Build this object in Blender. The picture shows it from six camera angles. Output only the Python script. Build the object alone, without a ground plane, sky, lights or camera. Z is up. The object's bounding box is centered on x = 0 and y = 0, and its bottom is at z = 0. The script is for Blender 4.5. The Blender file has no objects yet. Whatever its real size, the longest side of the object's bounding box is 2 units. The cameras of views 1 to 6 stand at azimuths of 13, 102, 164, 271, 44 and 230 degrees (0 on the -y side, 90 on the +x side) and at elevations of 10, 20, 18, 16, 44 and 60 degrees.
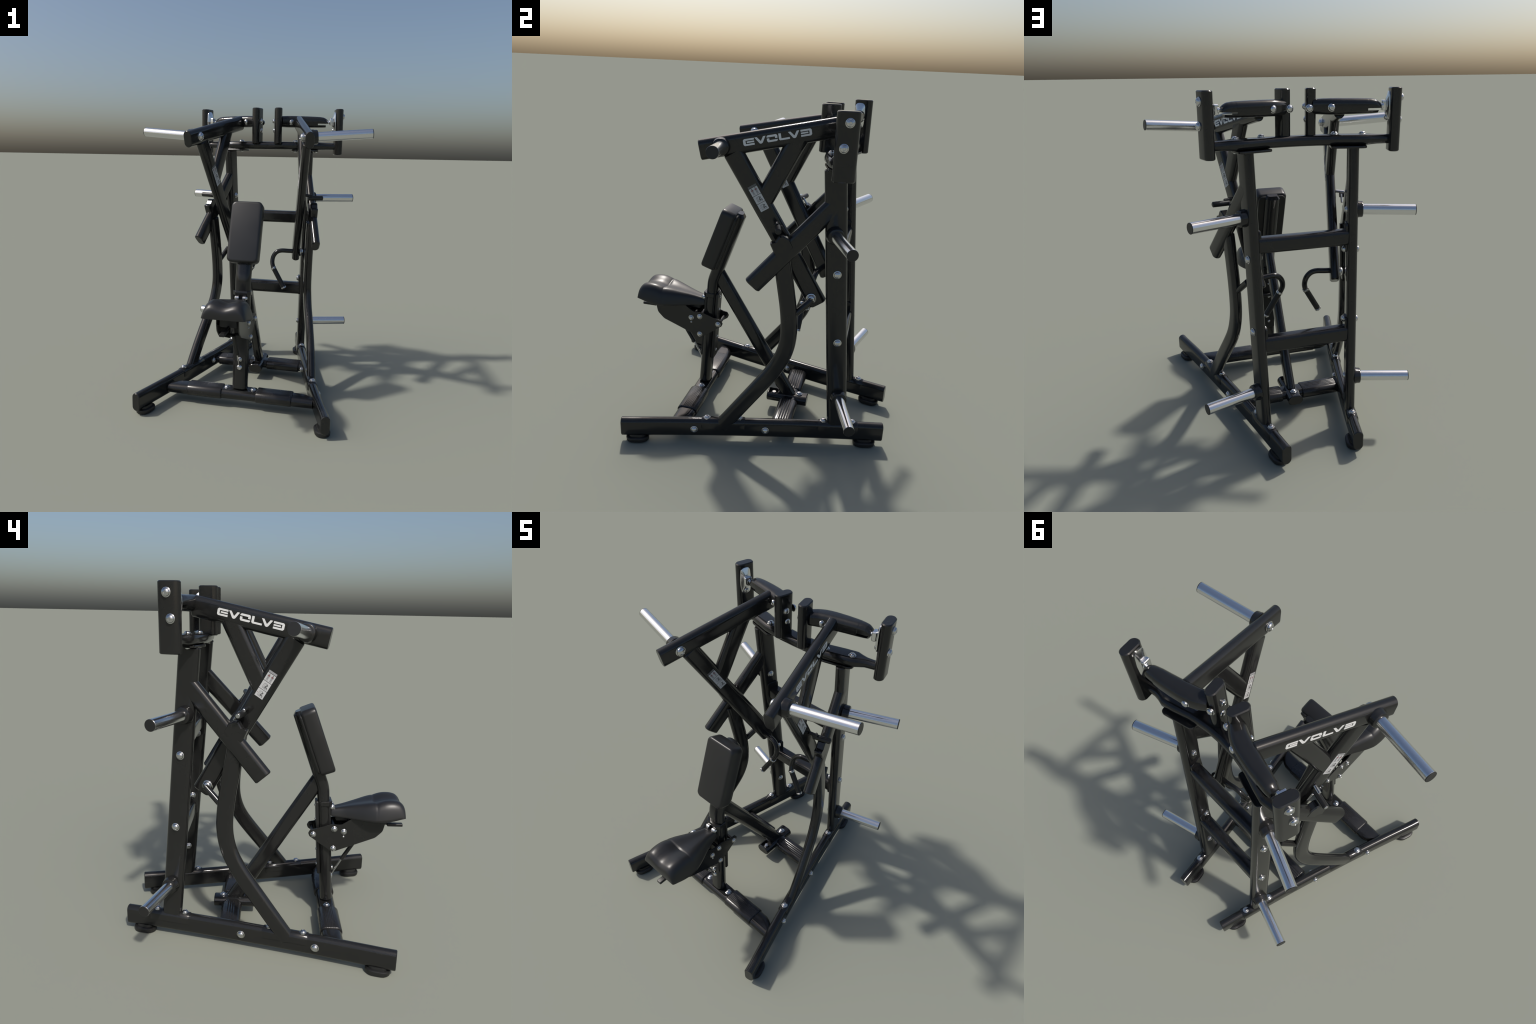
import bpy, bmesh, math, random
from mathutils import Vector, Matrix
random.seed(7)
V = Vector

# ------------------------------------------------------------------ materials
def mat(name, col, rough, metal=0.0, bump=0.0, bump_scale=60, rough_var=0.0, col_var=0.0, spec=0.5, coat=0.0):
    m = bpy.data.materials.new(name); m.use_nodes = True
    nt = m.node_tree; nd = nt.nodes; ln = nt.links
    b = nd["Principled BSDF"]
    b.inputs["Base Color"].default_value = (*col, 1)
    b.inputs["Roughness"].default_value = rough
    b.inputs["Metallic"].default_value = metal
    b.inputs["Specular IOR Level"].default_value = spec
    b.inputs["Coat Weight"].default_value = coat
    b.inputs["Coat Roughness"].default_value = 0.12
    tc = nd.new("ShaderNodeTexCoord")
    if rough_var or col_var:
        nz = nd.new("ShaderNodeTexNoise"); nz.inputs["Scale"].default_value = 9; nz.inputs["Detail"].default_value = 5
        ln.new(tc.outputs["Object"], nz.inputs["Vector"])
        if rough_var:
            mr = nd.new("ShaderNodeMapRange")
            mr.inputs["To Min"].default_value = rough - rough_var; mr.inputs["To Max"].default_value = rough + rough_var
            ln.new(nz.outputs["Fac"], mr.inputs["Value"]); ln.new(mr.outputs["Result"], b.inputs["Roughness"])
        if col_var:
            rp = nd.new("ShaderNodeValToRGB")
            rp.color_ramp.elements[0].position = 0.3; rp.color_ramp.elements[1].position = 0.7
            rp.color_ramp.elements[0].color = (*[c * (1 - col_var) for c in col], 1)
            rp.color_ramp.elements[1].color = (*[c * (1 + col_var) for c in col], 1)
            ln.new(nz.outputs["Fac"], rp.inputs["Fac"]); ln.new(rp.outputs["Color"], b.inputs["Base Color"])
    if bump:
        n2 = nd.new("ShaderNodeTexNoise"); n2.inputs["Scale"].default_value = bump_scale; n2.inputs["Detail"].default_value = 3
        ln.new(tc.outputs["Object"], n2.inputs["Vector"])
        bp = nd.new("ShaderNodeBump"); bp.inputs["Strength"].default_value = bump; bp.inputs["Distance"].default_value = 0.002
        ln.new(n2.outputs["Fac"], bp.inputs["Height"]); ln.new(bp.outputs["Normal"], b.inputs["Normal"])
    return m

PAINT = mat("black_powder_coat", (0.0138, 0.0139, 0.0137), 0.16, bump=0.008, bump_scale=40, rough_var=0.03, col_var=0.05)
VINYL = mat("black_vinyl", (0.0162, 0.0162, 0.0165), 0.37, bump=0.06, bump_scale=420, rough_var=0.04, col_var=0.06)
RUBBER = mat("black_rubber", (0.013, 0.013, 0.0128), 0.42, bump=0.12, bump_scale=160, rough_var=0.05)
GRIPS = mat("ribbed_tread", (0.016, 0.0155, 0.0155), 0.27, bump=0.12, bump_scale=120, rough_var=0.06)
CHROME = mat("polished_chrome", (0.76, 0.76, 0.76), 0.20, metal=1.0, bump=0.008, bump_scale=18, rough_var=0.03)
ZINC = mat("zinc_bolt", (0.60, 0.60, 0.60), 0.20, metal=1.0, bump=0.15, bump_scale=120, rough_var=0.06)
CAPS = mat("plastic_cap", (0.013, 0.013, 0.013), 0.40, rough_var=0.04)
DARK = mat("blackened_steel", (0.010, 0.010, 0.010), 0.45, rough_var=0.06)
WHITE = mat("white_print", (0.74, 0.74, 0.73), 0.45, col_var=0.03)
LABEL = mat("label_film", (0.55, 0.55, 0.55), 0.42, col_var=0.04)
GREY = mat("grey_print", (0.12, 0.12, 0.12), 0.5, col_var=0.2)
LIGHTGREY = mat("light_grey_print", (0.30, 0.30, 0.31), 0.5, col_var=0.15)
RED = mat("red_print", (0.22, 0.06, 0.06), 0.5)

# ------------------------------------------------------------------ frame of one side
NX, NY = 0.9688, 0.2480          # side normal (outwards, right side)
def P(side, d, s, z):
    """d = distance outwards from the centre plane of a splayed side, s = along it to the rear."""
    return V((side * (NX * d - NY * s), NY * d + NX * s, z))
def NRM(side): return V((side * NX, NY, 0))
def ALG(side): return V((-side * NY, NX, 0))

# ------------------------------------------------------------------ mesh helpers
ROOT = bpy.data.objects.new("rowing_machine", None)
bpy.context.collection.objects.link(ROOT)
ROOT["label"] = "black plate-loaded seated row machine with chrome weight horns"
ROOT["category"] = "gym machine"

def finish(bm, name, material, parent=None, angle=35, recalc=True):
    if recalc: bmesh.ops.recalc_face_normals(bm, faces=bm.faces[:])
    lim = math.radians(angle)
    for f in bm.faces: f.smooth = True
    for e in bm.edges:
        if len(e.link_faces) == 2 and e.calc_face_angle(0) > lim: e.smooth = False
    me = bpy.data.meshes.new(name); bm.to_mesh(me); bm.free()
    mats = material if isinstance(material, (list, tuple)) else [material]
    for m in mats: me.materials.append(m)
    ob = bpy.data.objects.new(name, me); bpy.context.collection.objects.link(ob)
    ob.parent = parent or ROOT
    return ob

def oval(w, h, r=None, seg=7):
    """rounded rectangle, w along the first axis and h along the second; default fully round ends"""
    r = min(w, h) / 2 * 0.985 if r is None else r
    out = []
    for cx, cy, a0 in ((w/2-r, h/2-r, 0), (-w/2+r, h/2-r, 90), (-w/2+r, -h/2+r, 180), (w/2-r, -h/2+r, 270)):
        for i in range(seg + 1):
            t = math.radians(a0 + 90 * i / seg)
            out.append((cx + r * math.cos(t), cy + r * math.sin(t)))
    return out
def circ(r, n=24): return [(r * math.cos(2*math.pi*i/n), r * math.sin(2*math.pi*i/n)) for i in range(n)]

def loft(bm, rings, cap=True, midx=0):
    vs = [[bm.verts.new(p) for p in ring] for ring in rings]
    n = len(rings[0])
    for a, b in zip(vs, vs[1:]):
        for i in range(n):
            f = bm.faces.new((a[i], a[(i+1) % n], b[(i+1) % n], b[i])); f.material_index = midx
    if cap:
        for ring in (vs[0][::-1], vs[-1]):
            f = bm.faces.new(ring); f.material_index = midx
    return vs

def sweep(bm, path, sec, nrm, ch=0.004, flat=(0, 0), midx=0, cap=True):
    """sweep a section along a path. sec(k, shrink) -> points (along width axis, along nrm)"""
    n = len(path); rings = []
    nrm = V(nrm).normalized()
    for k, p in enumerate(path):
        t = (path[min(k+1, n-1)] - path[max(k-1, 0)]).normalized()
        w = t.cross(nrm).normalized(); nn = w.cross(t).normalized()
        if k == 0 and ch:
            rings.append([p + w*a + nn*b for a, b in sec(0, ch)])
            p = p + t * ch
        tail = None
        if k == n-1 and ch:
            tail = [p + w*a + nn*b for a, b in sec(1, ch)]
            p = p - t * ch
        f = k / max(1, n-1)
        rings.append([p + w*a + nn*b for a, b in sec(f, 0)])
        if tail: rings.append(tail)
    return loft(bm, rings, cap, midx)

def fillet(pts, radii, seg=8):
    out = [pts[0]]
    for i in range(1, len(pts)-1):
        r = radii[i-1] if isinstance(radii, (list, tuple)) else radii
        a = (pts[i-1]-pts[i]); b = (pts[i+1]-pts[i])
        ang = a.angle(b); d = min(r / math.tan(ang/2), a.length*0.49, b.length*0.49)
        p0 = pts[i] + a.normalized()*d; p1 = pts[i] + b.normalized()*d
        for k in range(seg+1):
            t = k/seg
            out.append(p0*(1-t)**2 + pts[i]*2*t*(1-t) + p1*t*t)
    out.append(pts[-1]); return out

def smooth_path(pts, sub=6):
    """Catmull-Rom through control points"""
    out = []; n = len(pts)
    for i in range(n-1):
        p0 = pts[max(i-1, 0)]; p1 = pts[i]; p2 = pts[i+1]; p3 = pts[min(i+2, n-1)]
        for k in range(sub):
            t = k/sub
            out.append(0.5*((2*p1)+(p2-p0)*t+(2*p0-5*p1+4*p2-p3)*t*t+(3*p1-p0-3*p2+p3)*t**3))
    out.append(pts[-1]); return out

def tube(name, path, w, h, nrm, material=None, parent=None, ch=0.004, r=None):
    bm = bmesh.new()
    sweep(bm, path, lambda f, c: oval(w-2*c, h-2*c, None if r is None else max(r-c, .001)), nrm, ch)
    return finish(bm, name, material or PAINT, parent)

def rod(bm, p0, p1, r, n=24, ch=0.002, midx=0, r1=None):
    t = (p1-p0).normalized(); ref = V((0, 0, 1)) if abs(t.z) < 0.9 else V((1, 0, 0))
    r1 = r if r1 is None else r1
    sweep(bm, [p0, p1], lambda f, c: circ((r if f < 0.5 else r1)-c, n), ref, ch, midx=midx)
def rod_ob(name, p0, p1, r, material, parent=None, n=24, ch=0.002):
    bm = bmesh.new(); rod(bm, p0, p1, r, n, ch); return finish(bm, name, material, parent)

def box(bm, c, axes, dims, midx=0):
    ax = [V(a).normalized() for a in axes]
    vs = []
    for i in (-1, 1):
        for j in (-1, 1):
            for k in (-1, 1):
                vs.append(bm.verts.new(c + ax[0]*i*dims[0]/2 + ax[1]*j*dims[1]/2 + ax[2]*k*dims[2]/2))
    for q in ((0,1,3,2),(4,6,7,5),(0,4,5,1),(2,3,7,6),(0,2,6,4),(1,5,7,3)):
        f = bm.faces.new([vs[i] for i in q]); f.material_index = midx

def prism(bm, poly, origin, ux, uy, thick, bev=0.0, midx=0):
    """extrude the 2-d polygon (in axes ux, uy at origin) along ux x uy by thick, centred"""
    ux = V(ux).normalized(); uy = V(uy).normalized(); n = ux.cross(uy).normalized()
    def ring(off, sh):
        c = V((sum(p[0] for p in poly)/len(poly), sum(p[1] for p in poly)/len(poly)))
        o = []
        for x, y in poly:
            q = V((x, y)); dirv = (c-q)
            if dirv.length > 1e-6: q = q + dirv.normalized()*sh
            o.append(origin + ux*q.x + uy*q.y + n*off)
        return o
    rings = [ring(-thick/2, bev), ring(-thick/2+bev, 0), ring(thick/2-bev, 0), ring(thick/2, bev)] if bev else [ring(-thick/2, 0), ring(thick/2, 0)]
    loft(bm, rings, True, midx)

def round_poly(poly, r, seg=5):
    pts = [V((x, y, 0)) for x, y in poly]; n = len(pts); out = []
    for i in range(n):
        rr = r[i] if isinstance(r, (list, tuple)) else r
        a = pts[i-1]-pts[i]; b = pts[(i+1) % n]-pts[i]
        if rr <= 0: out.append((pts[i].x, pts[i].y)); continue
        d = min(rr/math.tan(a.angle(b)/2), a.length*0.48, b.length*0.48)
        p0 = pts[i]+a.normalized()*d; p1 = pts[i]+b.normalized()*d
        for k in range(seg+1):
            t = k/seg; q = p0*(1-t)**2+pts[i]*2*t*(1-t)+p1*t*t
            out.append((q.x, q.y))
    return out

# one shared bolt: washer, hexagonal flange and domed head, pointing along +z
def bolt_mesh(name, r, hexa=True):
    bm = bmesh.new(); up = V((0, 0, 1))
    def ringz(rad, z, n=20): return [V((rad*math.cos(2*math.pi*i/n), rad*math.sin(2*math.pi*i/n), z)) for i in range(n)]
    loft(bm, [ringz(r*1.10, -0.003), ringz(r*1.10, 0.0025), ringz(r*1.04, 0.0035)])
    prof = [(r*0.90, 0.003), (r*0.92, r*0.30), (r*0.84, r*0.50), (r*0.62, r*0.68), (r*0.34, r*0.77), (r*0.30, r*0.70)]
    loft(bm, [ringz(a, z) for a, z in prof])
    bmesh.ops.recalc_face_normals(bm, faces=bm.faces[:])
    for f in bm.faces: f.smooth = True
    for e in bm.edges:
        if len(e.link_faces) == 2 and e.calc_face_angle(0) > 0.75: e.smooth = False
    me = bpy.data.meshes.new(name); bm.to_mesh(me); bm.free(); me.materials.append(ZINC); return me
BOLT = bolt_mesh("bolt_mesh", 0.020)
def bolt(p, direction, parent, scale=1.0):
    ob = bpy.data.objects.new("bolt", BOLT); bpy.context.collection.objects.link(ob); ob.parent = parent
    q = V(direction).to_track_quat('Z', 'Y')
    ob.matrix_local = Matrix.Translation(p) @ q.to_matrix().to_4x4() @ Matrix.Rotation(random.uniform(0, 6), 4, 'Z') @ Matrix.Scale(scale, 4)
    return ob

def cut(ob, cutter):
    md = ob.modifiers.new("cut", 'BOOLEAN'); md.object = cutter; md.operation = 'DIFFERENCE'; md.solver = 'FAST'
    bpy.context.view_layer.update()
    dg = bpy.context.evaluated_depsgraph_get()
    me = bpy.data.meshes.new_from_object(ob.evaluated_get(dg)); ob.modifiers.clear()
    old = ob.data; ob.data = me; bpy.data.meshes.remove(old)
    bpy.data.objects.remove(cutter)
    bm = bmesh.new(); bm.from_mesh(me)
    for f in bm.faces: f.smooth = True
    for e in bm.edges:
        e.smooth = not (len(e.link_faces) == 2 and e.calc_face_angle(0) > 0.6)
    bm.to_mesh(me); bm.free()

Z = V((0, 0, 1))
D0 = 0.396                      # plane of the side frame
DA = 0.316                      # plane of the swinging arm
TH = 0.058                      # tube thickness

def horn(side, base, tip, parent, r=0.0305, collar=True):
    t = (tip-base).normalized()
    ob = rod_ob("weight_horn", base, tip - t*0.003, r, CHROME, parent, n=32, ch=0.0015)
    rod_ob("end_cap", tip - t*0.008, tip, r*0.985, CAPS, ob, n=32, ch=0.001)
    bm = bmesh.new()
    c0 = base - t*0.004
    rings = []
    prof = [(0.0, 0.049), (0.011, 0.049), (0.017, 0.046), (0.031, 0.0455), (0.037, 0.043), (0.040, 0.037), (0.040, r*0.9)]
    w = t.cross(Z).normalized(); u = w.cross(t)
    for off, rad in prof:
        rings.append([c0 + t*off + w*a + u*b for a, b in circ(rad, 32)])
    loft(bm, rings); finish(bm, "horn_collar", PAINT, ob)
    return ob

# lettering strokes, unit = letter height
LETTERS = [
    [(0.18,0.0),(1.62,0.0),(1.62,0.26),(0.36,0.26),(0.36,0.74),(1.62,0.74),(1.62,1.0),(0.18,1.0),(0.0,0.82),(0.0,0.18)],
    [(0.52,0.39),(1.60,0.39),(1.60,0.61),(0.52,0.61)],
    [(1.70,1.0),(2.06,1.0),(2.56,0.36),(2.98,1.0),(3.34,1.0),(2.80,0.10),(2.64,0.0),(2.46,0.0),(2.32,0.08)],
    [(3.46,0.70),(4.66,0.70),(4.66,0.44),(5.02,0.44),(5.02,0.82),(4.86,1.0),(3.62,1.0),(3.46,0.86)],
    [(3.46,0.56),(3.82,0.56),(3.82,0.28),(5.02,0.28),(5.02,0.14),(4.86,0.0),(3.62,0.0),(3.46,0.18)],
    [(5.20,1.0),(5.56,1.0),(5.56,0.26),(6.78,0.26),(6.78,0.0),(5.36,0.0),(5.20,0.16)],
    [(6.62,1.0),(6.98,1.0),(7.48,0.36),(7.90,1.0),(8.26,1.0),(7.72,0.10),(7.56,0.0),(7.38,0.0),(7.24,0.08)],
    [(9.86,0.0),(8.42,0.0),(8.42,0.26),(9.68,0.26),(9.68,0.74),(8.42,0.74),(8.42,1.0),(9.86,1.0),(10.04,0.82),(10.04,0.18)],
    [(8.44,0.39),(9.52,0.39),(9.52,0.61),(8.44,0.61)],
]
def flat_polys(name, polys, origin, ux, uy, thick, material, parent, midxs=None):
    bm = bmesh.new()
    ux = V(ux).normalized(); uy = V(uy).normalized(); n = ux.cross(uy)
    for i, pl in enumerate(polys):
        lo = [bm.verts.new(origin+ux*x+uy*y) for x, y in pl]
        hi = [bm.verts.new(origin+ux*x+uy*y+n*thick) for x, y in pl]
        k = len(pl); mi = midxs[i] if midxs else 0
        fs = [bm.faces.new(hi), bm.faces.new(lo[::-1])] + [bm.faces.new((lo[j], lo[(j+1) % k], hi[(j+1) % k], hi[j])) for j in range(k)]
        for f in fs: f.material_index = mi
    bm.normal_update()
    bmesh.ops.triangulate(bm, faces=[f for f in bm.faces if len(f.verts) > 4], ngon_method='EAR_CLIP')
    return finish(bm, name, material, parent)

def blob(cx, cy, rx, ry, n=12, rot=0):
    c, s = math.cos(rot), math.sin(rot); out = []
    for i in range(n):
        t = 2*math.pi*i/n; x = rx*math.cos(t); y = ry*math.sin(t)
        out.append((cx + x*c - y*s, cy + x*s + y*c))
    return out
def stroke(x0, y0, x1, y1, w):
    d = V((x1-x0, y1-y0)).normalized()*w/2; q = V((-d.y, d.x))
    return [(x0-q.x, y0-q.y), (x1-q.x, y1-q.y), (x1+q.x, y1+q.y), (x0+q.x, y0+q.y)]

def instruction_label(face_d, side, outward, parent):
    """three-panel pictogram sticker on the lever; outward=+1 outer face, -1 inner face"""
    c = P(side, face_d, -0.062, 1.512)
    up_dir = (ALG(side)*-0.512 + Z*0.859).normalized()
    n = NRM(side)*outward
    ux = up_dir.cross(n).normalized()      # reading direction
    wd, pn = 0.049, 0.0445
    polys, mi = [], []
    y0 = -0.0755
    for k in range(3):
        a = y0 + k*(pn+0.0025)
        polys.append([(-wd/2, a), (wd/2, a), (wd/2, a+pn), (-wd/2, a+pn)]); mi.append(0)
    a = y0 + 3*(pn+0.0025)
    polys.append([(-wd/2, a), (wd/2, a), (wd/2, a+0.011), (-wd/2, a+0.011)]); mi.append(1)
    base = flat_polys("instruction_label", polys, c - n*0.0005, ux, up_dir, 0.0013, [LABEL, LIGHTGREY if outward*side < 0 else GREY], parent, mi)
    pr, pm = [], []
    for k in (0, 1):
        b = y0 + k*(pn+0.0025)
        o = 0.001*k
        for q in (stroke(-0.010, b+0.034, 0.004, b+0.036, .0022), stroke(-0.010, b+0.034, -0.012, b+0.010, .0022),
                  stroke(-0.012, b+0.010, 0.006, b+0.009, .003), stroke(-0.004, b+0.035, -0.006, b+0.012, .0016), stroke(0.010, b+0.006, -0.002, b+0.010, .002)):
            pr.append(q); pm.append(1)
        for q in (stroke(0.004, b+0.036, 0.008+o, b+0.024, .003), stroke(0.006, b+0.026, 0.001, b+0.014, .006), stroke(0.001, b+0.014, 0.014, b+0.017, .005),
                  stroke(0.014, b+0.017, 0.015, b+0.006, .003), blob(0.010, b+0.029, .0035, .004)):
            pr.append(q); pm.append(0)
        if k == 0: pr.append(blob(-0.018, b+0.022, .0022, .0014)); pm.append(2)
    b = y0 + 2*(pn+0.0025)
    for sx in (-0.0105, 0.0105):
        pr += [blob(sx, b+0.030, .0075, .0085), blob(sx, b+0.020, .005, .008), stroke(sx-0.003, b+0.016, sx-0.003, b+0.004, .0032), stroke(sx+0.003, b+0.016, sx+0.003, b+0.004, .0032)]
        pm += [1, 1, 1, 1]
        pr.append(blob(sx, b+0.031, .0052, .0035)); pm.append(2)
        pr.append(blob(sx, b+0.0405, .0024, .0026)); pm.append(0)
    # tiny height steps keep overlapping strokes off one plane
    bm = bmesh.new()
    for i, (pl, m) in enumerate(zip(pr, pm)):
        h = 0.0010 + 0.00004*i
        hi = [bm.verts.new(c+ux*x+up_dir*y+n*h) for x, y in pl]
        lo = [bm.verts.new(c+ux*x+up_dir*y+n*0.0004) for x, y in pl]
        kk = len(pl)
        for f in [bm.faces.new(hi)] + [bm.faces.new((lo[j], lo[(j+1) % kk], hi[(j+1) % kk], hi[j])) for j in range(kk)]:
            f.material_index = m
    o = finish(bm, "pictogram", [GREY, LIGHTGREY, RED], base, recalc=True)
    o["kind"] = "stuff"

# ================================================================== both splayed sides
for side in (1, -1):
    N, A = NRM(side), ALG(side)
    Q = lambda d, s, z: P(side, d, s, z)
    # ---- base rail with rubber feet
    dr = lambda t: 0.392 + 0.0165*min(1.0, (abs(t+0.02)/0.76)**2.2)      # the rail bows inwards between its ends
    rail = tube("base_rail", [Q(dr(t), t, 0.0925) for t in [-0.836 + 1.584*k/24 for k in range(25)]], 0.120, TH, N)
    for sc in (-0.742, 0.642):
        bm = bmesh.new(); c = Q(dr(sc)-0.002, sc, 0)
        rings = []
        for zz, w, h in ((0.0, 0.124, 0.084), (0.004, 0.134, 0.094), (0.020, 0.138, 0.098), (0.027, 0.134, 0.094), (0.030, 0.124, 0.084), (0.031, 0.104, 0.066), (0.046, 0.100, 0.060)):
            rings.append([c + A*a + N*b + Z*zz for a, b in oval(w, h)])
        loft(bm, rings); finish(bm, "rubber_foot", RUBBER, rail)
    def saddle(s0, s1):
        bm = bmesh.new(); rings = []
        for sc, sh in ((s0, .004), (s0+.006, 0), (s0+(s1-s0)/3, 0), (s0+(s1-s0)*2/3, 0), (s1-.006, 0), (s1, .004)):
            pts = []
            for i in range(17):
                t = math.pi*i/16; r = TH/2+0.005-sh
                pts.append((math.cos(t)*r, 0.123+math.sin(t)*r))
            pts = [(TH/2+0.005-sh, 0.098)] + pts + [(-TH/2-0.005+sh, 0.098)]
            rings.append([Q(dr(sc)+a, sc, b) for a, b in pts])
        loft(bm, rings); return finish(bm, "saddle_flange", PAINT, rail)
    saddle(-0.355, -0.092); saddle(0.352, 0.592)
    for sc in (-0.323, -0.1285, 0.384, 0.557):
        bolt(Q(dr(sc), sc, 0.156), Z, rail, 0.92)
    for sc in (-0.398, 0.031):
        bolt(Q(dr(sc)+TH/2+.001, sc, 0.092), N, rail, 1.05); (sc > 0) and bolt(Q(dr(sc)-TH/2-.001, sc, 0.092), -N, rail, 0.95)
    # ---- rear upright
    sp = lambda z: 0.4645 - 0.0865*(z-0.15)
    up = tube("upright", [Q(D0, sp(0.12), 0.12), Q(D0, sp(1.69), 1.69)], 0.119, TH, N)
    for z in (1.120, 0.704):
        bolt(Q(D0+TH/2, sp(z)+.002, z), N, up, 1.05); bolt(Q(D0-TH/2-.012, sp(z), z), -N, up, 0.95)
    for z in (1.345, 0.342):
        bolt(Q(D0-TH/2, sp(z), z), -N, up, 0.95)
    bm = bmesh.new()        # top mounting plate
    prism(bm, round_poly([(-0.098, -0.062), (0.098, -0.062), (0.098, 0.062), (-0.098, 0.062)], 0.03), Q(D0-0.03, sp(1.69)+0.015, 1.695), N, A, 0.012, 0.002)
    finish(bm, "mounting_plate", PAINT, up)
    # ---- sloping brace and curved front leg
    brace = tube("brace", [Q(0.416, -0.081, 1.038), Q(0.396, 0.345, 1.506)], 0.104, TH, N, ch=0.006)
    leg = tube("curved_leg", smooth_path([Q(d, t, z) for d, t, z in ((0.398, -0.237, 0.10), (0.403, -0.162, 0.20), (0.405, -0.089, 0.297), (0.403, 0.032, 0.456), (0.399, 0.090, 0.545), (0.397, 0.122, 0.622),
        (0.395, 0.138, 0.705), (0.395, 0.138, 0.80), (0.395, 0.127, 0.905), (0.395, 0.113, 0.99), (0.395, 0.091, 1.115), (0.396, 0.076, 1.19))], 4), 0.096, TH*0.97, N, ch=0.003)
    # stop block with catch pin
    bm = bmesh.new()
    prism(bm, round_poly([(0.052, 1.19), (0.006, 1.288), (0.036, 1.296), (0.058, 1.330), (0.078, 1.332), (0.112, 1.313), (0.135, 1.27)], [0.004, .010, .012, .012, .01, .006, .004]),
          Q(0.4135, 0, 0), A, Z, 0.047, 0.006)
    blk = finish(bm, "stop_block", PAINT, brace)
    bm = bmesh.new(); rod(bm, Q(DA+TH/2+0.022, 0.047, 1.364), Q(D0+0.075, 0.047, 1.366), 0.0165)
    pin = finish(bm, "catch_pin", RUBBER, brace)
    rod_ob("pin_tip", Q(D0+0.074, 0.047, 1.366), Q(D0+0.078, 0.047, 1.366), 0.012, ZINC if side < 0 else CAPS, pin)
    bm = bmesh.new(); rod(bm, Q(DA+TH/2, 0.040, 1.385), Q(D0+0.0, 0.040, 1.380), 0.010); rod(bm, Q(D0-0.02, 0.066, 1.372), Q(D0-0.02, 0.098, 1.325), 0.006)
    finish(bm, "catch_hook", ZINC if side < 0 else DARK, brace)
    # rest tube for the lever
    rt = rod_ob("rest_tube", Q(0.392, 0.165, 0.858), Q(0.372, 0.262, 0.942), 0.0185, PAINT, leg)
    bolt(Q(0.348, 0.258, 0.941), N, rt, 1.4)
    # ---- storage horns on the upright
    horn(side, Q(D0+TH/2, sp(1.345)-0.012, 1.344), Q(0.750, 0.392, 1.345), up)
    horn(side, Q(D0+TH/2, sp(0.342)+0.006, 0.342), Q(0.746, 0.468, 0.342), up)
    # ---- outer and inner hinge posts
    outer = tube("outer_hinge_post", [Q(0.611, 0.338, 1.668), Q(0.611, 0.338, 2.0)], 0.113, 0.058, N, ch=0.005)
    bolt(Q(0.6405, 0.341, 1.948), N, outer, 1.05); bolt(Q(0.6405, 0.322, 1.831), N, outer, 1.05)
    inner = tube("inner_hinge_post", [Q(0.161, 0.316, 1.742), Q(0.161, 0.316, 2.0)], 0.106, 0.056, N, ch=0.005)
    bolt(V((side*0.054, 0.350, 1.838)), -N, inner, 0.95)
    bolt(V((side*0.054, 0.402, 1.898)), A, inner, 0.95)
    bolt(Q(0.131, 0.315, 1.905), -N, inner, 0.85)
    # chrome flange bearing on the outer post
    bm = bmesh.new()
    fo = Q(0.5785, 0.325, 0)
    pb = [(-0.030, 1.824), (0.030, 1.824), (0.036, 1.905), (0.030, 1.980), (-0.030, 1.980), (-0.036, 1.905)]
    ol = round_poly(pb, 0.028, 6); nn = len(ol); rings = []
    for off, sc in ((0.0, 1.0), (0.005, 1.0), (0.0075, 0.93), (0.012, 0.72), (0.018, 0.52), (0.020, 0.40)):      # domed flange
        rings.append([fo + N*0.004 - N*off + A*x*sc + Z*(1.904+(z-1.904)*sc) for x, z in ol])
    loft(bm, rings)
    prism(bm, round_poly([(-0.022, 1.880), (0.022, 1.880), (0.022, 1.934), (-0.022, 1.934)], 0.008), fo - N*0.026, A, Z, 0.022, 0.003)
    rod(bm, Q(0.575, 0.330, 1.905), Q(0.505, 0.340, 1.905), 0.011)
    rod(bm, Q(0.552, 0.333, 1.905), Q(0.540, 0.333, 1.905), 0.019)
    fb = finish(bm, "flange_bearing", CHROME, outer)
    bolt(Q(0.573, 0.325, 1.845), -N, fb, 0.85)
    # ---- hinge tube between the posts
    # stations: x, y, width, z low, z high
    body = [(0.092, 0.375, .080, 1.866, 1.944), (0.130, 0.398, .088, 1.864, 1.947), (0.165, 0.413, .092, 1.864, 1.948), (0.21, 0.426, .092, 1.864, 1.948), (0.28, 0.442, .086, 1.865, 1.947), (0.356, 0.456, .077, 1.866, 1.945)]
    tip = [(0.352, 0.455, .0775, 1.866, 1.9452), (0.375, 0.459, .073, 1.866, 1.944), (0.400, 0.463, .068, 1.867, 1.940), (0.416, 0.465, .062, 1.868, 1.932), (0.430, 0.467, .050, 1.869, 1.920)]
    bm = bmesh.new()
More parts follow.
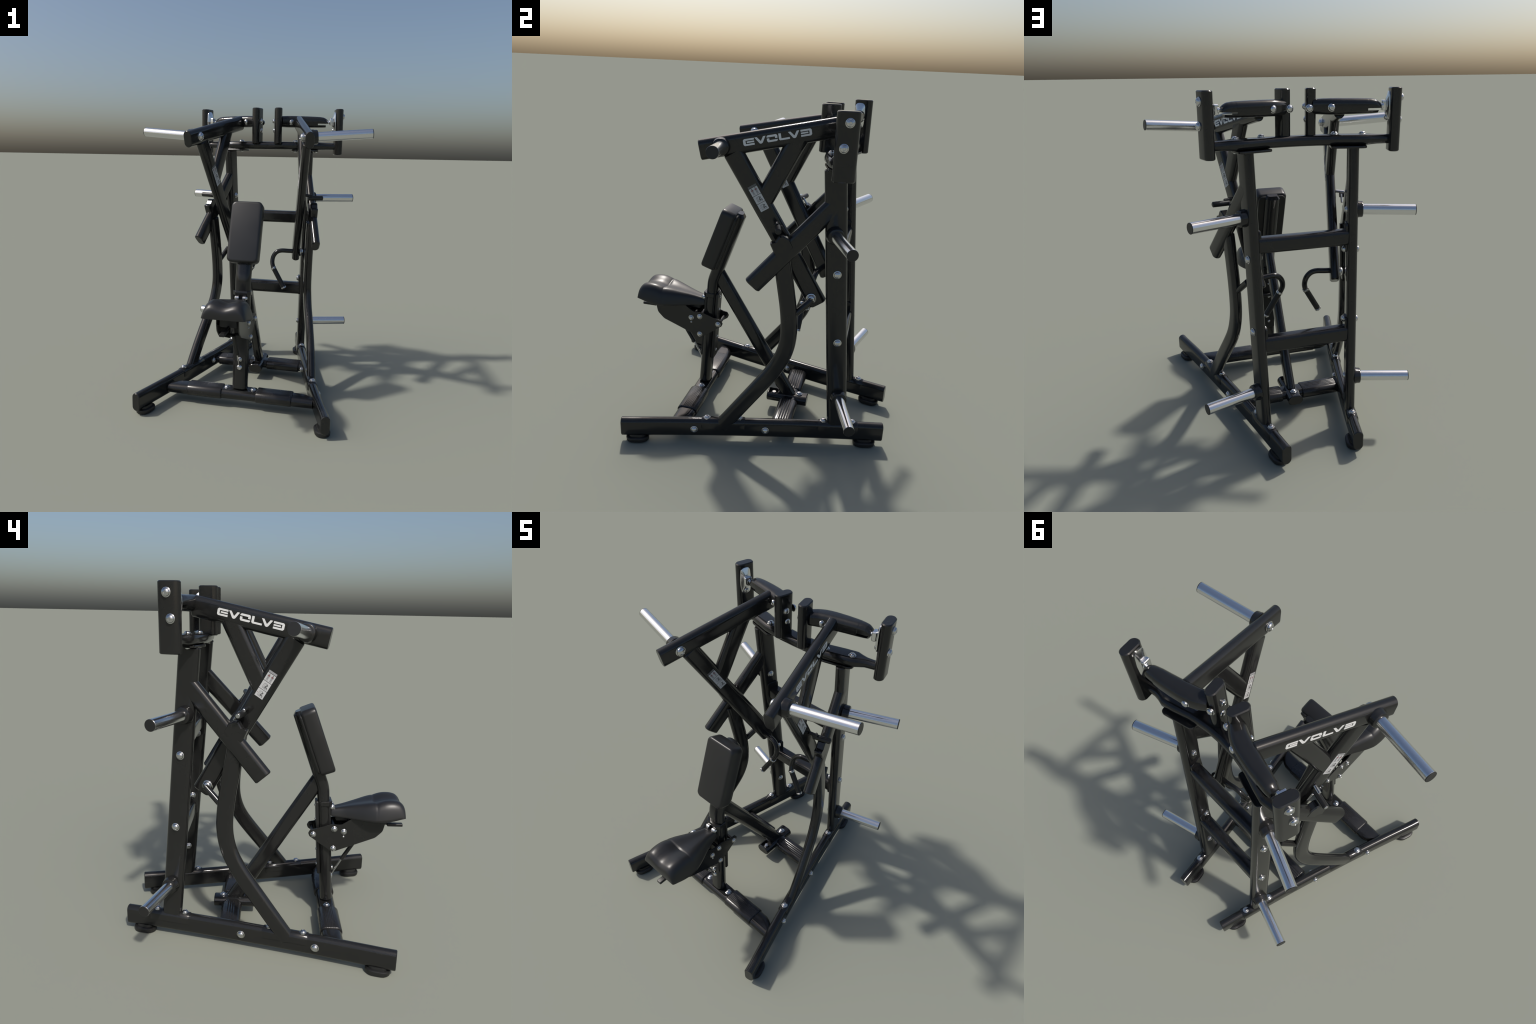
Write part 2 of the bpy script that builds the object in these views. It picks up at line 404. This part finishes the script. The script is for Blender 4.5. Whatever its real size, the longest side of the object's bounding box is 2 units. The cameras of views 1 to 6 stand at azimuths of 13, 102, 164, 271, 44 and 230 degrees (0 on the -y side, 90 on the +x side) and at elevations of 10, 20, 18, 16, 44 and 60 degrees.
    # the outer end is slotted: the same section split into an upper jaw and a lower lip
    for st, lo, hi, ch in ((body, 0, 9, 0.0), (tip, 1.8945, 9, 0.002), (tip[:4], 0, 1.8835, 0.002)):
        ctl = smooth_path([V((x, y, 0)) for x, y, w, a, b in st], 4)
        def hsec(f, c, st=st, lo=lo, hi=hi):
            x = f*(len(st)-1); i = min(int(x), len(st)-2); t = x-i
            w, a, b = (st[i][k]*(1-t)+st[i+1][k]*t for k in (2, 3, 4))
            c = c if f > 0.5 else 0
            return [(p, min(hi, max(lo, q+(a+b)/2))) for p, q in oval(w-2*c, b-a-2*c, min(0.030, (b-a)/2*.96, w/2*.96)-c*.4)]
        sweep(bm, [V((side*p.x, p.y, 0)) for p in ctl], hsec, Z, ch)
    bmesh.ops.dissolve_degenerate(bm, dist=1e-5, edges=bm.edges[:])
    hinge = finish(bm, "hinge_tube", PAINT)
    bolt(V((side*0.171, 0.3705, 1.901)), -A, hinge, 0.95)
    bolt(V((side*0.160, 0.456, 1.902)), A, hinge, 0.95)
    # ---- swinging arm
    beam = tube("arm_beam", [Q(DA, -0.376, 1.7495), Q(DA, 0.336, 1.894)], 0.108, TH, N)
    lever = tube("lever_tube", [Q(DA, -0.205, 1.750), Q(DA, 0.304, 0.897)], 0.108, TH*0.95, N, parent=beam, ch=0.008)
    tube("arm_gusset_tube", [Q(DA, -0.046, 1.467), Q(DA, 0.144, 1.847)], 0.104, TH*0.935, N, parent=beam)
    horn(side, Q(DA+TH/2, -0.265, 1.774), Q(0.729, -0.279, 1.803), beam)
    bolt(Q(DA-TH/2, -0.265, 1.772), -N, beam, 1.35)
    # lettering on the outer face
    bdir = (A*0.9797 + Z*0.2005).normalized(); bup = (Z*0.9797 - A*0.2005).normalized()
    hgt = 0.0355
    ctr = Q(DA+TH/2-0.0004, 0.024, 1.834)
    rd = bdir*side      # reading direction
    org = ctr - rd*(5.02*hgt) - bup*(0.5*hgt)
    flat_polys("lettering", [[(x*hgt, y*hgt) for x, y in pl] for pl in LETTERS], org, rd, bup, 0.0014, WHITE, beam)
    instruction_label(DA+TH*0.475, side, 1, lever)
    instruction_label(DA-TH*0.475, side, -1, lever)
    # bolt through lever and handle
    hp = smooth_path([Q(*q) for q in ((0.325, 0.258, 0.946), (0.26, 0.262, 0.948), (0.205, 0.266, 0.949), (0.170, 0.269, 0.936), (0.146, 0.267, 0.904), (0.138, 0.257, 0.862), (0.145, 0.237, 0.822))], 6)
    bm = bmesh.new(); sweep(bm, hp, lambda f, c: circ(0.0165-c, 20), A, 0.002)
    handle = finish(bm, "pull_handle", PAINT, beam)
    g0, g1 = Q(0.145, 0.237, 0.823), Q(0.228, 0.203, 0.671)
    gd = (g1-g0).normalized()
    rod_ob("grip_sleeve", g0 + gd*0.004, g1 - gd*0.010, 0.0180, RUBBER, handle)
    rod_ob("grip_collar", g0 - gd*0.004, g0 + gd*0.012, 0.0205, ZINC, handle)
    rod_ob("grip_collar", g1 - gd*0.012, g1, 0.0195, ZINC, handle)

# ================================================================== cross members
def xsweep(name, secs, material, parent=None):
    """loft along x from (x, y_centre, z_centre, depth, height, radius) stations"""
    bm = bmesh.new(); rings = []
    for x, y, z, w, h, r in secs:
        rings.append([V((x, y+a, z+b)) for a, b in oval(w, h, r)])
    loft(bm, rings); return finish(bm, name, material, parent)

def tread(name, x0, x1, yc, zc, w, h, ribs, parent, amp=0.0018):
    """sleeve with lengthwise ribs on top, one loft"""
    bm = bmesh.new(); rings = []
    def sec(c):
        pts = []
        r = h*0.46
        for a, b in oval(w-2*c, h-2*c, r-c, 8):
            if b > 0 and abs(a) < w/2-r+1e-6: continue
            pts.append((a, b))
        # replace the flat top by a ribbed strip
        top = []
        wt = w-2*r; n = ribs*6
        for i in range(n+1):
            u = i/n; a = wt/2 - wt*u
            top.append((a, h/2-c - amp*(0.5+0.5*math.cos(2*math.pi*ribs*u))**3))
        lead = [p for p in pts if p[0] > 0 and p[1] > 0]; rest = [p for p in pts if not (p[0] > 0 and p[1] > 0)]
        return lead + top + rest
    for x, c in ((x0, .006), (x0+.003, .0015), (x0+.008, 0), (x1-.008, 0), (x1-.003, .0015), (x1, .006)):
        rings.append([V((x, yc+a, zc+b)) for a, b in sec(c)])
    loft(bm, rings); return finish(bm, name, GRIPS, parent, angle=50)

# front bar
fhalf = ((0.0, .110, .067), (.10, .110, .067), (.36, .119, .067), (.41, .117, .067), (.435, .109, .067), (.458, .096, .066), (.475, .082, .065), (.492, .068, .064))
fst = [(-x, w, h) for x, w, h in fhalf[:0:-1]] + list(fhalf)
fb = xsweep("front_bar", [(x, (-0.388 if abs(x) < .4 else -0.4475 + w/2), 0.085, w, h, None) for x, w, h in fst], PAINT)
for s in (-1, 1):
    a, b = sorted((s*0.116, s*0.356))
    tread("foot_tread", a, b, -0.388, 0.088, 0.130, 0.077, 6, fb, amp=0.0008)
    bolt(V((s*0.090, -0.384, 0.117)), Z, fb, 0.95)
bm = bmesh.new()
prism(bm, round_poly([(-0.115, -0.040), (0.115, -0.040), (0.115, 0.040), (-0.115, 0.040)], 0.028), V((0, -0.384, 0.1155)), V((1, 0, 0)), V((0, 1, 0)), 0.007, 0.001)
finish(bm, "post_flange", PAINT, fb)

# rear bar with clamp tube
rb = xsweep("rear_bar", [(-.345, .209, .081, .106, .060, None), (0, .209, .081, .106, .060, None), (.345, .209, .081, .106, .060, None)], PAINT)
for s in (-1, 1):
    a, b = sorted((s*0.066, s*0.312))
    tread("foot_tread", a, b, 0.210, 0.081, 0.126, 0.070, 4, rb, amp=0.0022)
clamp = tube("clamp_tube", [V((0, 0.058, 0.085)), V((0, 0.325, 0.085))], 0.098, 0.064, Z, parent=rb)
bm = bmesh.new(); box(bm, V((0, 0.098, 0.118)), (V((1, 0, 0)), V((0, 1, 0)), Z), (0.062, 0.062, 0.052))
cut(clamp, finish(bm, "notch_cutter", PAINT))
bolt(V((0, 0.270, 0.120)), Z, clamp, 0.95)
rod_ob("clamp_screw", V((0, 0.10, 0.090)), V((0, 0.10, 0.108)), 0.014, ZINC, clamp)

# rungs between the uprights
for z, y, h, xe in ((1.193, 0.462, 0.090, 0.262), (0.620, 0.510, 0.094, 0.252)):
    rg = tube("rung", [V((-xe, y, z)), V((xe, y, z))], h, 0.078, V((0, 1, 0)), r=0.024)
    for s in (1, -1):
        bm = bmesh.new()
        zc, hh = (1.2, 0.17) if z > 1 else (0.645, 0.15)
        sp = 0.4645 - 0.0865*(z-0.15)
        prism(bm, round_poly([(-0.040, -hh/2), (0.040, -hh/2), (0.040, hh/2), (-0.040, hh/2)], 0.02), P(s, D0-TH/2-.004, sp, z + (0.0 if z > 1 else 0.03)), ALG(s), Z, 0.012, 0.002)
        finish(bm, "rung_flange", PAINT, rg)

# top bar: straight middle, raked and widened over the uprights, necked to the outer posts
ctl = []; wid = []; hei = []
half = [(0.0, 0.377, .092, .057), (0.09, 0.380, .094, .057), (0.15, 0.387, .098, .057), (0.21, 0.395, .104, .056), (0.30, 0.421, .108, .056), (0.365, 0.438, .106, .056),
        (0.395, 0.444, .080, .054), (0.425, 0.452, .058, .051), (0.47, 0.461, .052, .050), (0.50, 0.468, .052, .050)]
full = [(-x, y, w, h) for x, y, w, h in half[:0:-1]] + half
path = [V((x, y, 1.730)) for x, y, w, h in full]
ws = [(w, h) for x, y, w, h in full]
bm = bmesh.new()
def tsec(f, c):
    i = min(int(round(f*(len(ws)-1))), len(ws)-1); w, h = ws[i]
    return oval(w, h, 0.025)
sweep(bm, path, tsec, Z, 0)
tb = finish(bm, "top_bar", PAINT)
for s in (1, -1):
    bolt(V((s*0.353, 0.421, 1.757)), Z, tb, 0.95); bolt(V((s*0.206, 0.380, 1.757)), Z, tb, 0.95)
    bolt(V((s*0.353, 0.421, 1.692)), -Z, tb, 0.7); bolt(V((s*0.206, 0.380, 1.692)), -Z, tb, 0.7)

# ================================================================== seat column
X1 = V((1, 0, 0)); Y1 = V((0, 1, 0))
post = tube("seat_post", fillet([V((0, -0.387, 0.112)), V((0, -0.332, 0.865)), V((0, -0.166, 1.325))], 0.22, 10), 0.104, 0.074, V((0, 1, 0)), ch=0.018)
stay = tube("post_stay", [V((0, -0.3135, 0.927)), V((0, 0.205, 0.098))], 0.093, 0.058, X1)
# adjustment strips on the post
pdir = V((0, 0.051, 0.753)).normalized(); pn = V((0, 0.753, -0.051)).normalized()
def pp(z): return V((0, -0.381+0.051*(z-0.112)/0.753, z))
bm = bmesh.new()
prism(bm, round_poly([(-0.040, -0.24), (0.040, -0.24), (0.040, 0.24), (-0.040, 0.24)], 0.012), pp(0.545)+pn*0.038, X1, pdir, 0.016, 0.003)
strip = finish(bm, "rear_guide_strip", DARK, post)
for z in (0.36, 0.46, 0.56, 0.66, 0.75): bolt(pp(z)+pn*0.046, pn, strip, 0.45)
bm = bmesh.new()
prism(bm, round_poly([(-0.042, -0.23), (0.042, -0.23), (0.042, 0.23), (-0.042, 0.23)], 0.014), pp(0.545)-pn*0.036, X1, pdir, 0.012, 0.003)
fstrip = finish(bm, "front_guide_strip", DARK, post)
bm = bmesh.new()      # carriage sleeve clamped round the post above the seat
prism(bm, round_poly([(-0.058, -0.032), (-0.040, -0.052), (0.040, -0.052), (0.058, -0.032), (0.056, 0.02), (-0.056, 0.02)], 0.006), pp(0.77), X1, pn, 0.030, 0.003)
finish(bm, "carriage_collar", PAINT, post)
for s in (1, -1):
    rod_ob("seat_roller", V((s*0.012, -0.392, 0.744)), V((s*0.034, -0.392, 0.744)), 0.016, ZINC, post)
bolt(V((0.032, -0.390, 0.744)), X1, post, 0.7); bolt(V((-0.032, -0.390, 0.744)), -X1, post, 0.7)
bolt(pp(0.275)-pn*0.034, -pn, post, 1.05); bolt(pp(0.330)-pn*0.044, -pn, post, 0.75)

# ---- backrest pad
u = V((0, 0.347, 0.938)).normalized(); w = V((0, 0.938, -0.347)).normalized()
f0 = V((0, -0.396, 0.983)); PADL = 0.404
bm = bmesh.new(); rings = []
for off, inset, r in ((0.0, 0.014, 0.022), (0.0015, 0.008, 0.026), (0.005, 0.003, 0.029), (0.012, 0.0, 0.031), (0.040, 0.0, 0.031), (0.077, 0.001, 0.031), (0.086, 0.004, 0.029), (0.091, 0.010, 0.024), (0.092, 0.016, 0.02)):
    rings.append([f0 + u*PADL/2 + w*off + X1*a + u*b for a, b in oval(0.206-2*inset, PADL-2*inset, r, 8)])
loft(bm, rings)
pad = finish(bm, "backrest_pad", VINYL)
bm = bmesh.new()
prism(bm, oval(0.184, 0.380, 0.03), f0 + u*PADL/2 + w*0.096, X1, u, 0.016, 0.004)
finish(bm, "backrest_board", DARK, pad)

# ---- saddle-shaped seat
stations = [  # y, half width, bottom z, crown z, dip between the lobes
    (-0.8140, 0.118, 0.7235, 0.736, 0.002), (-0.8135, 0.125, 0.7205, 0.752, 0.005), (-0.811, 0.130, 0.7195, 0.772, 0.010), (-0.806, 0.133, 0.719, 0.786, 0.014), (-0.797, 0.136, 0.718, 0.798, 0.016), (-0.780, 0.139, 0.715, 0.811, 0.018), (-0.745, 0.143, 0.706, 0.819, 0.019),
    (-0.700, 0.145, 0.698, 0.817, 0.019), (-0.662, 0.143, 0.694, 0.8055, 0.018), (-0.648, 0.141, 0.693, 0.799, 0.016), (-0.634, 0.138, 0.692, 0.798, 0.009), (-0.600, 0.126, 0.691, 0.791, 0.005), (-0.560, 0.108, 0.690, 0.780, 0.002),
    (-0.510, 0.084, 0.690, 0.767, 0.0), (-0.460, 0.062, 0.690, 0.754, 0.0), (-0.420, 0.052, 0.691, 0.744, 0.0), (-0.395, 0.046, 0.692, 0.739, 0.0), (-0.385, 0.042, 0.694, 0.736, 0.0), (-0.380, 0.034, 0.700, 0.729, 0.0)]
# half section from the flared bottom edge over the side to the middle of the crown: (x / half width, height fraction)
half_sec = [(0.985, 0.0), (1.0, 0.02), (0.985, 0.14), (0.955, 0.30), (0.918, 0.46), (0.872, 0.62), (0.815, 0.76), (0.74, 0.87), (0.645, 0.945), (0.54, 0.98), (0.40, 0.985), (0.26, 0.975), (0.12, 0.965), (0.0, 0.96)]
bm = bmesh.new(); rings = []
for y, hwid, zb, zt, dip in stations:
    H = zt-zb
    def pt(k, h): return V((hwid*k, y, zb + (H-0.002*min(1, H/0.08))*h - dip*math.exp(-(k/0.36)**2)*max(0, h-0.5)*2))
    top = [pt(k, h) for k, h in half_sec] + [pt(-k, h) for k, h in half_sec[-2::-1]]
    bot = [V((hwid*0.95*k, y, zb-0.001)) for k in (-0.9, -0.6, -0.3, 0.0, 0.3, 0.6, 0.9)]
    rings.append(top + bot)
# refine along y
fine = []
for i in range(len(rings)-1):
    a, b, c, d = rings[max(i-1, 0)], rings[i], rings[i+1], rings[min(i+2, len(rings)-1)]
    for k in range(3):
        t = k/3
        fine.append([0.5*((2*q)+(r-p)*t+(2*p-5*q+4*r-s)*t*t+(3*q-p-3*r+s)*t**3) for p, q, r, s in zip(a, b, c, d)])
fine.append(rings[-1])
loft(bm, fine)
seat = finish(bm, "seat_cushion", VINYL, angle=60)

# ---- seat carriage: two side plates, spacers, gas strut, release lever
outline = [(-0.708, 0.700), (-0.708, 0.662), (-0.697, 0.612), (-0.655, 0.570), (-0.512, 0.513), (-0.412, 0.474), (-0.386, 0.478), (-0.258, 0.570), (-0.250, 0.590), (-0.262, 0.612), (-0.290, 0.617), (-0.380, 0.648), (-0.450, 0.647), (-0.500, 0.684), (-0.510, 0.700)]
plates = []
for s in (1, -1):
    bm = bmesh.new()
    prism(bm, round_poly(outline, [0.004, 0.01, 0.05, 0.06, 0.05, 0.02, 0.01, 0.01, 0.012, 0.012, 0.02, 0.03, 0.04, 0.01, 0.004]), V((s*0.0680, 0, 0)), Y1, Z, 0.007, 0.0012)
    pl = finish(bm, "carriage_plate", PAINT, seat); plates.append(pl)
    for y, z in ((-0.464, 0.604), (-0.406, 0.620), (-0.280, 0.582), (-0.405, 0.493)):
        bolt(V((s*0.0715, y, z)), X1*s, pl, 0.82)
    bolt(V((s*0.0715, -0.464, 0.572)), X1*s, pl, 0.28)
for y, z, r in ((-0.464, 0.604, 0.012), (-0.406, 0.620, 0.012), (-0.280, 0.582, 0.011), (-0.405, 0.493, 0.012)):
    rod_ob("spacer_rod", V((-0.066, y, z)), V((0.066, y, z)), r, DARK, seat)
bm = bmesh.new()
box(bm, V((0, -0.59, 0.662)), (X1, Y1, Z), (0.110, 0.200, 0.050))
box(bm, V((0, -0.50, 0.676)), (X1, Y1, Z), (0.070, 0.170, 0.030))
box(bm, V((0, -0.56, 0.605)), (X1, V((0, .93, -.36)), V((0, .36, .93))), (0.112, 0.170, 0.010))
bmesh.ops.bevel(bm, geom=bm.edges[:], offset=0.004, segments=2, affect='EDGES')
finish(bm, "carriage_box", DARK, seat)
bm = bmesh.new(); rod(bm, V((0, -0.565, 0.550)), V((0, -0.470, 0.390)), 0.0125)
gs = finish(bm, "gas_strut", DARK, seat)
rod_ob("strut_rod", V((0, -0.470, 0.390)), V((0, -0.414, 0.290)), 0.0055, ZINC, gs)
bm = bmesh.new(); prism(bm, oval(0.034, 0.018, 0.006), V((0.0, -0.782, 0.632)), X1, Z, 0.092, 0.002)
rl = finish(bm, "release_lever", DARK, seat)
rod_ob("lever_rod", V((0, -0.740, 0.634)), V((0, -0.670, 0.645)), 0.007, DARK, rl)
